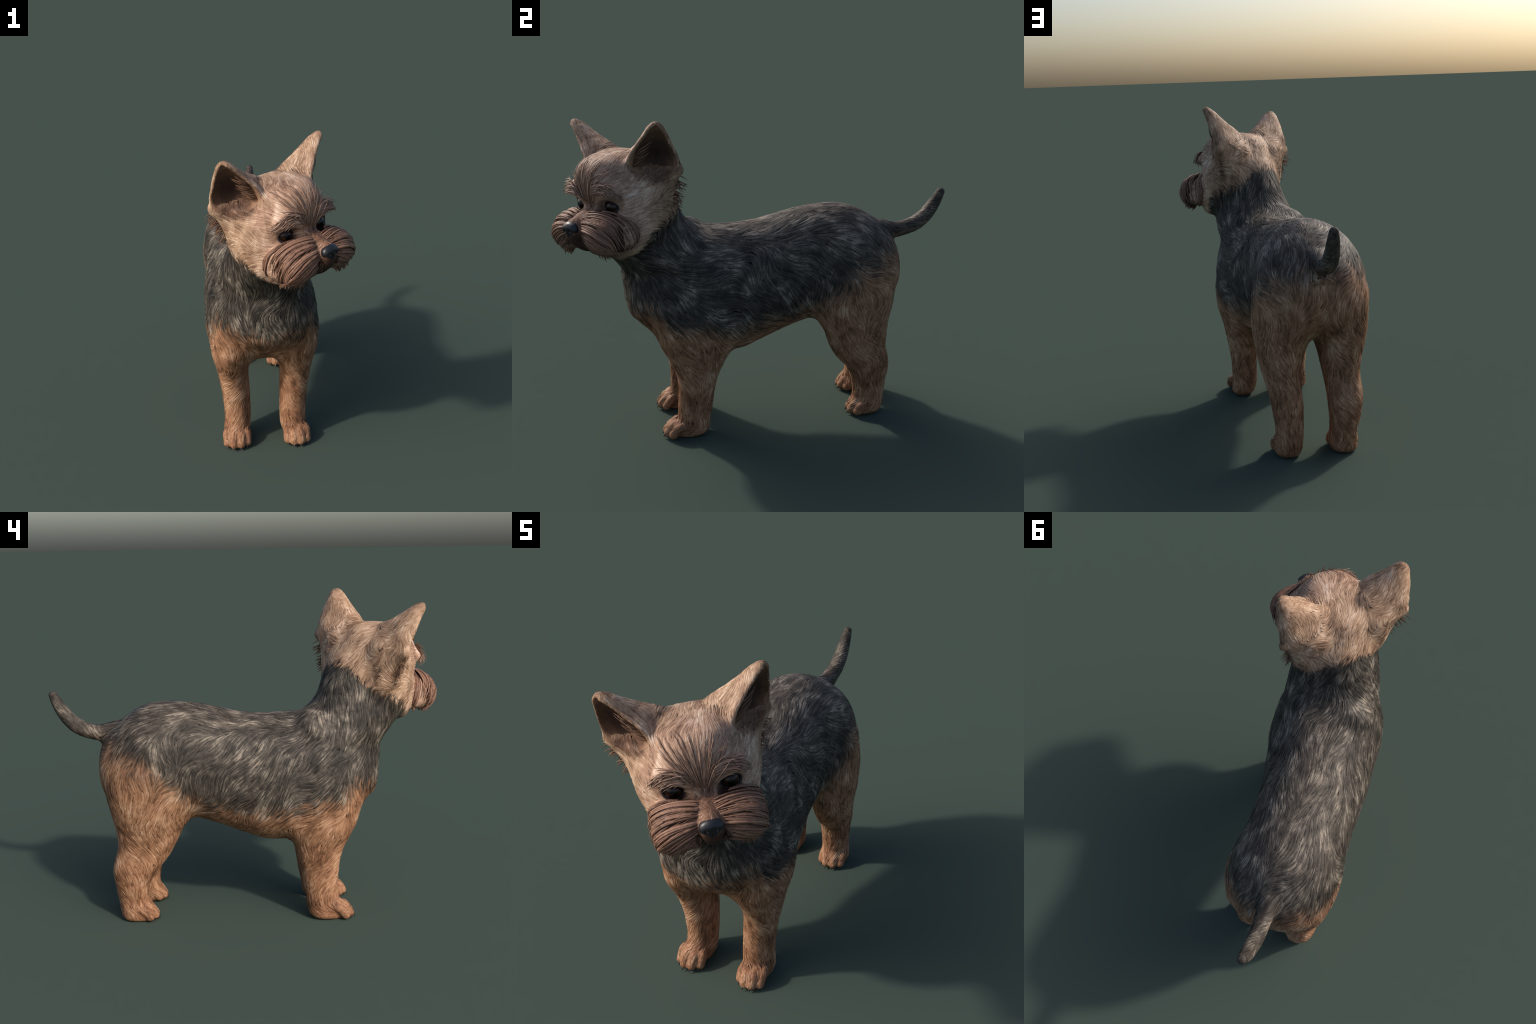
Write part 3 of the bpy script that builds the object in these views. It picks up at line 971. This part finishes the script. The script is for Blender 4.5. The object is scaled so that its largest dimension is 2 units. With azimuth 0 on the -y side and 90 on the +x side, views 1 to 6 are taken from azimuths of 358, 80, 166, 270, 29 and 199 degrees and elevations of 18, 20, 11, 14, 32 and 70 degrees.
R = random.Random(11)
items, mouth = [], []
for s in (-1, 1):
    for layer, rows, x0, span, raise_ in ((0, 30, .020, (.27, .33), .008), (1, 26, .036, (.24, .31), .006), (2, 24, .080, (.20, .27), .004)):
        N = rows
        h = (np.arange(N) + RNG.uniform(.15, .85, N)) / N                  # 0 top of the lobe, 1 at the lip
        q = np.stack([s * (x0 + RNG.uniform(-.008, .008, N)), .07 + .07 * np.sin(np.pi * (.05 + .8 * h)), -.014 - .165 * h], 1)
        d0 = np.stack([s * np.ones(N), -.25 * (1 - h), .06 - .62 * h ** 1.2 - .12 * layer + RNG.uniform(-.08, .08, N)], 1)
        total = RNG.uniform(*span, N) * RNG.uniform(.85, 1.06, N) - .075 * h
        P, U = lobe_walk(s, q, d0, total, raise_ * .4 + RNG.uniform(0, .007, N))
        for a, b in zip(P, U):
            items.append(blade("", a, R.choice((.0032, .0042, .0055, .0070, .0085)), b, None, None, .6))
    N = 26                                                                 # shorter locks filling the lower outer quarter
    h = (np.arange(N) + RNG.uniform(.1, .9, N)) / N
    q = np.stack([s * RNG.uniform(.115, .175, N), .11 - .02 * h, -.035 - .105 * h], 1)
    d0 = np.stack([s * np.ones(N), np.full(N, -.2), -.45 - .5 * h + RNG.uniform(-.12, .12, N)], 1)
    P, U = lobe_walk(s, q, d0, RNG.uniform(.11, .19, N) - .03 * h, .004 + RNG.uniform(0, .004, N), curl=.9)
    for a, b in zip(P, U):
        items.append(blade("", a, R.choice((.0036, .0050, .0065, .0080)), b, None, None, .5))
    N = 20                                                                 # locks falling down the outer and rear faces
    h = (np.arange(N) + RNG.uniform(.2, .8, N)) / N
    q = np.stack([s * (.085 + .115 * h), .05 - .13 * h * RNG.uniform(.3, 1, N), -.01 - .05 * h], 1)
    d0 = np.stack([s * .55 * (1 - h), -.25 + .1 * h, -.55 - .4 * h + RNG.uniform(-.1, .1, N)], 1)
    P, U = lobe_walk(s, q, d0, RNG.uniform(.17, .23, N), .005 + RNG.uniform(0, .003, N), curl=.8)
    for a, b in zip(P, U):
        items.append(blade("", a, R.uniform(.0055, .0095), b, None, None, .5))
for i in range(34):                                                     # short dark hair around the mouth
    a = R.choice((-1, 1)) * R.uniform(.3, 1)
    q = V(.055 * a, .150 - .05 * a * a, -.105 - .02 * R.random())
    t = np.linspace(0, 1, 6)[:, None]
    p = to_head(snap(from_head(q)[None])[0])[0] + t * R.uniform(.022, .040) * unit(V(a * .9, -.35 + .2 * R.random(), -1)) + V(0, .010, 0) * np.sin(np.pi * t)
    mouth.append(blade("", from_head(p), R.uniform(.0028, .0048), np.repeat((V(a * .5, 1, -.2) @ HEAD)[None], 6, 0), None, None, .5))
loose = []
for s in (-1, 1):
    N = 85
    a, h = RNG.uniform(0, 1, N), RNG.uniform(0, 1, N)
    q = np.stack([s * (.022 + .165 * a ** 1.2), .12 - .05 * a, -.016 - .165 * h - .03 * a], 1)
    d0 = np.stack([s * np.ones(N), -.15 * np.ones(N), .02 - .60 * h ** 1.2 - .75 * a + RNG.uniform(-.22, .22, N)], 1)
    P, U = lobe_walk(s, q, d0, RNG.uniform(.06, .15, N), .004 + RNG.uniform(0, .0075, N), S=9, curl=.8)
    for x, y in zip(P, U):
        loose.append(blade("", x, R.uniform(.0012, .0024), y, None, None, .6))


def joined(items):
    vs, fs, o = [], [], 0
    for v, f in items:
        vs.append(v)
        fs.append(f + o)
        o += len(v)
    return np.concatenate(vs), np.concatenate(fs)


new_object("moustache_hair", mesh_from("moustache_hair", *joined(loose)), OB[14], MAT["moustache"], "stuff")
add_blades("chin_lock", mouth, OB[14], MAT["chin"])
add_blades("moustache_lock", items, OB[14], MAT["moustache"])


def walk(q, d, total, off, S=8, lift=0.0, bend=(0, 0, 0)):
    """path over the head surface from head point q in head direction d"""
    p, g = snap(from_head(q)[None])
    pts, nr = [], []
    d = unit(V(*d)) @ HEAD
    bend = V(*bend) @ HEAD
    for k in range(S):
        t = k / (S - 1)
        pts.append(p[0] + g[0] * (off + lift * t * t))
        nr.append(g[0])
        dd = d + bend * t
        dd = unit(dd - (dd @ g[0]) * g[0])
        p, g = snap(p + dd * total / (S - 1))
    return np.array(pts), np.array(nr)


items = []
for s in (-1, 1):
    for i in range(58):                                            # eyebrows sweep out over the eyes
        a = R.random()
        q = V(s * (.040 + .11 * a), .06, (.043 + .055 * R.random() + .02 * math.sin(a * 3)))
        pts, nr = walk(q, (s * 1, -.1, .55 - .75 * a + R.uniform(-.2, .2)), R.uniform(.06, .115), .003 + .008 * R.random(), lift=R.choice((.004, .009, .015, .026)), bend=(0, .2, -.8))
        items.append(blade("", pts, R.uniform(.0024, .0046), nr, None, None, .6))
add_blades("eyebrow_lock", items, OB[2], MAT["brow"])
loose = []
for s in (-1, 1):
    for i in range(36):
        a = R.random()
        q = V(s * (.030 + .13 * a), .06, .052 + .080 * R.random())
        pts, nr = walk(q, (s * 1, -.1, .6 - .9 * a + R.uniform(-.35, .35)), R.uniform(.05, .10), .003 + .006 * R.random(), lift=R.uniform(.004, .026), bend=(0, .2, -.45), S=7)
        loose.append(blade("", pts, R.uniform(.0010, .0022), nr, None, None, .6))
new_object("brow_hair", mesh_from("brow_hair", *joined(loose)), OB[2], MAT["brow"], "stuff")
items = []
for i in range(66):                                                # fan from the stop over the forehead
    a = R.uniform(-1, 1)
    q = V(.030 * a, .06, .015 + .13 * R.random() ** 1.2)
    q[0] += a * q[2] * .45
    pts, nr = walk(q, (a * .75, 0, 1), R.uniform(.08, .17), .002 + .004 * R.random(), lift=R.choice([.002, .004, .006, .010, .024]), bend=(a * .4, 0, 0), S=9)
    items.append(blade("", pts, R.uniform(.0015, .0034), nr, None, None, .5))
add_blades("forelock", items, OB[2], MAT["brow"])
for i, s in enumerate((-1, 1)):
    fr, o, L = EARS[s]
    items = []
    for k in range(22):                                            # tuft inside the front edge of the ear
        a = R.random()
        st = V(-.03 + .10 * a, -.095 + .25 * max(0, -.02 + .10 * a), -.006)
        en = st + V(R.uniform(.03, .07), R.uniform(.045, .075), R.uniform(-.01, .012))
        t = np.linspace(0, 1, 6)[:, None]
        pts = st + (en - st) * t + V(0, 0, .014) * np.sin(np.pi * t) * R.random()
        pts = pts @ fr + o
        items.append(blade("", pts, R.uniform(.0025, .0042), np.repeat(fr[2][None], 6, 0), None, None, .6))
    for k in range(34):                                            # fringe below the outer edge
        a = R.random()
        q = V(s * (.300 - .05 * a + R.uniform(-.02, .01)), -.262 + .02 * a, .115 - .15 * a)
        d = V(s * R.uniform(.3, .9), R.uniform(-.9, -.1), R.uniform(-.7, .1))
        t = np.linspace(0, 1, 6)[:, None]
        q = to_head(snap(from_head(q)[None])[0])[0]
        pts = q + unit(d) * R.uniform(.03, .055) * t + V(0, 0, -.012) * t * t
        items.append(blade("", from_head(pts), R.uniform(.002, .0035), np.repeat((V(s * .3, .8, .3) @ HEAD)[None], 6, 0), None, None, .6))
    add_blades("ear_tuft", items, OB[3 + i], MAT["ear_hair"])

# ------------------------------------------------------------------ nose, eyes, claws
NP = [Ball((0, .163, -.064), (.040, .028, .027), k=0.01, **H), Ball((0, .163, -.095), (.020, .020, .028), k=0.02, **H)]
for s in (-1, 1):
    NP += [Ball((s * .027, .165, -.074), (.019, .021, .020), k=0.015, **H), Ball((s * .019, .191, -.078), (.0085, .014, .0075), k=0.008, cut=True, **H),
           Ball((s * .036, .182, -.088), (.010, .016, .004), k=0.006, cut=True, **H)]
NP.append(Ball((0, .191, -.10), (.0022, .018, .03), k=0.006, cut=True, **H))
nc = from_head(V(0, .175, -.08))
nv, nq = surface_net(NP, nc - .075, nc + .075, .0028)
nv = relax(nv, nq, 2)
new_object("nose", mesh_from("nose", nv, nq), OB[14], MAT["nose"])


def sphere(name, c, r, frame, seg=40, rings=24):
    bm = bmesh.new()
    bmesh.ops.create_uvsphere(bm, u_segments=seg, v_segments=rings, radius=1)
    me = bpy.data.meshes.new(name)
    bm.to_mesh(me)
    bm.free()
    co = np.array([v.co[:] for v in me.vertices]) * V(*r)
    me.vertices.foreach_set("co", (co @ frame + c).ravel())
    me.polygons.foreach_set("use_smooth", np.ones(len(me.polygons), bool))
    return me


for s in (-1, 1):
    c = V(s * .105, -.0175, 0)
    new_object("eye", sphere("eye", from_head(c), (.039, .039, .039), HEAD), OB[2], MAT["eye"])
    # eyelids: almond rim around the eyeball
    N, K = 48, 10
    v, f = [], []
    for i in range(N):
        a = 2 * math.pi * i / N
        ex, ez = .038 * math.cos(a), (.0300 if math.sin(a) > 0 else .0265) * math.sin(a)
        ex += s * .002
        dpt = .0405
        yy = math.sqrt(max(dpt ** 2 - ex ** 2 * .93 - ez ** 2, 1e-6))
        mid = V(c[0] + ex * 1.0, c[1] + yy, c[2] + ez)
        outw = unit(V(math.cos(a), -.45, math.sin(a)))
        nrm = unit(V(math.cos(a) * .5, 1, math.sin(a) * .5))
        for k in range(K):
            b = 2 * math.pi * k / K
            v.append(mid + outw * (.0055 * math.cos(b) + .002) + nrm * .0035 * math.sin(b))
    for i in range(N):
        for k in range(K):
            f.append((i * K + k, i * K + (k + 1) % K, ((i + 1) % N) * K + (k + 1) % K, ((i + 1) % N) * K + k))
    f = np.array(f)
    if s < 0:
        f = f
    new_object("eyelid", mesh_from("eyelid", from_head(np.array(v)), f), OB[2], MAT["lid"])

for r, key in zip((9, 10, 11, 12), ("fore_right", "fore_left", "hind_right", "hind_left")):
    for x, y, z in PAWS[key][1]:
        t = np.linspace(0, 1, 7)
        mid = np.stack([np.full(7, x), y + .012 - .022 * t, z + .004 - .004 * t - .014 * t * t], 1)
        rad = .0088 * (1 - t) ** .55 + .0006
        K = 8
        v = []
        for m, q in zip(mid, rad):
            for k in range(K):
                b = 2 * math.pi * k / K
                v.append(m + V(q * .8 * math.cos(b), 0, q * math.sin(b)))
        f = [(i * K + k, i * K + (k + 1) % K, (i + 1) * K + (k + 1) % K, (i + 1) * K + k) for i in range(6) for k in range(K)]
        v = np.array(v)
        v[:, 2] = np.maximum(v[:, 2], 0.0)
        new_object("claw", mesh_from("claw", v, np.array(f)), OB[r], MAT["claw"])
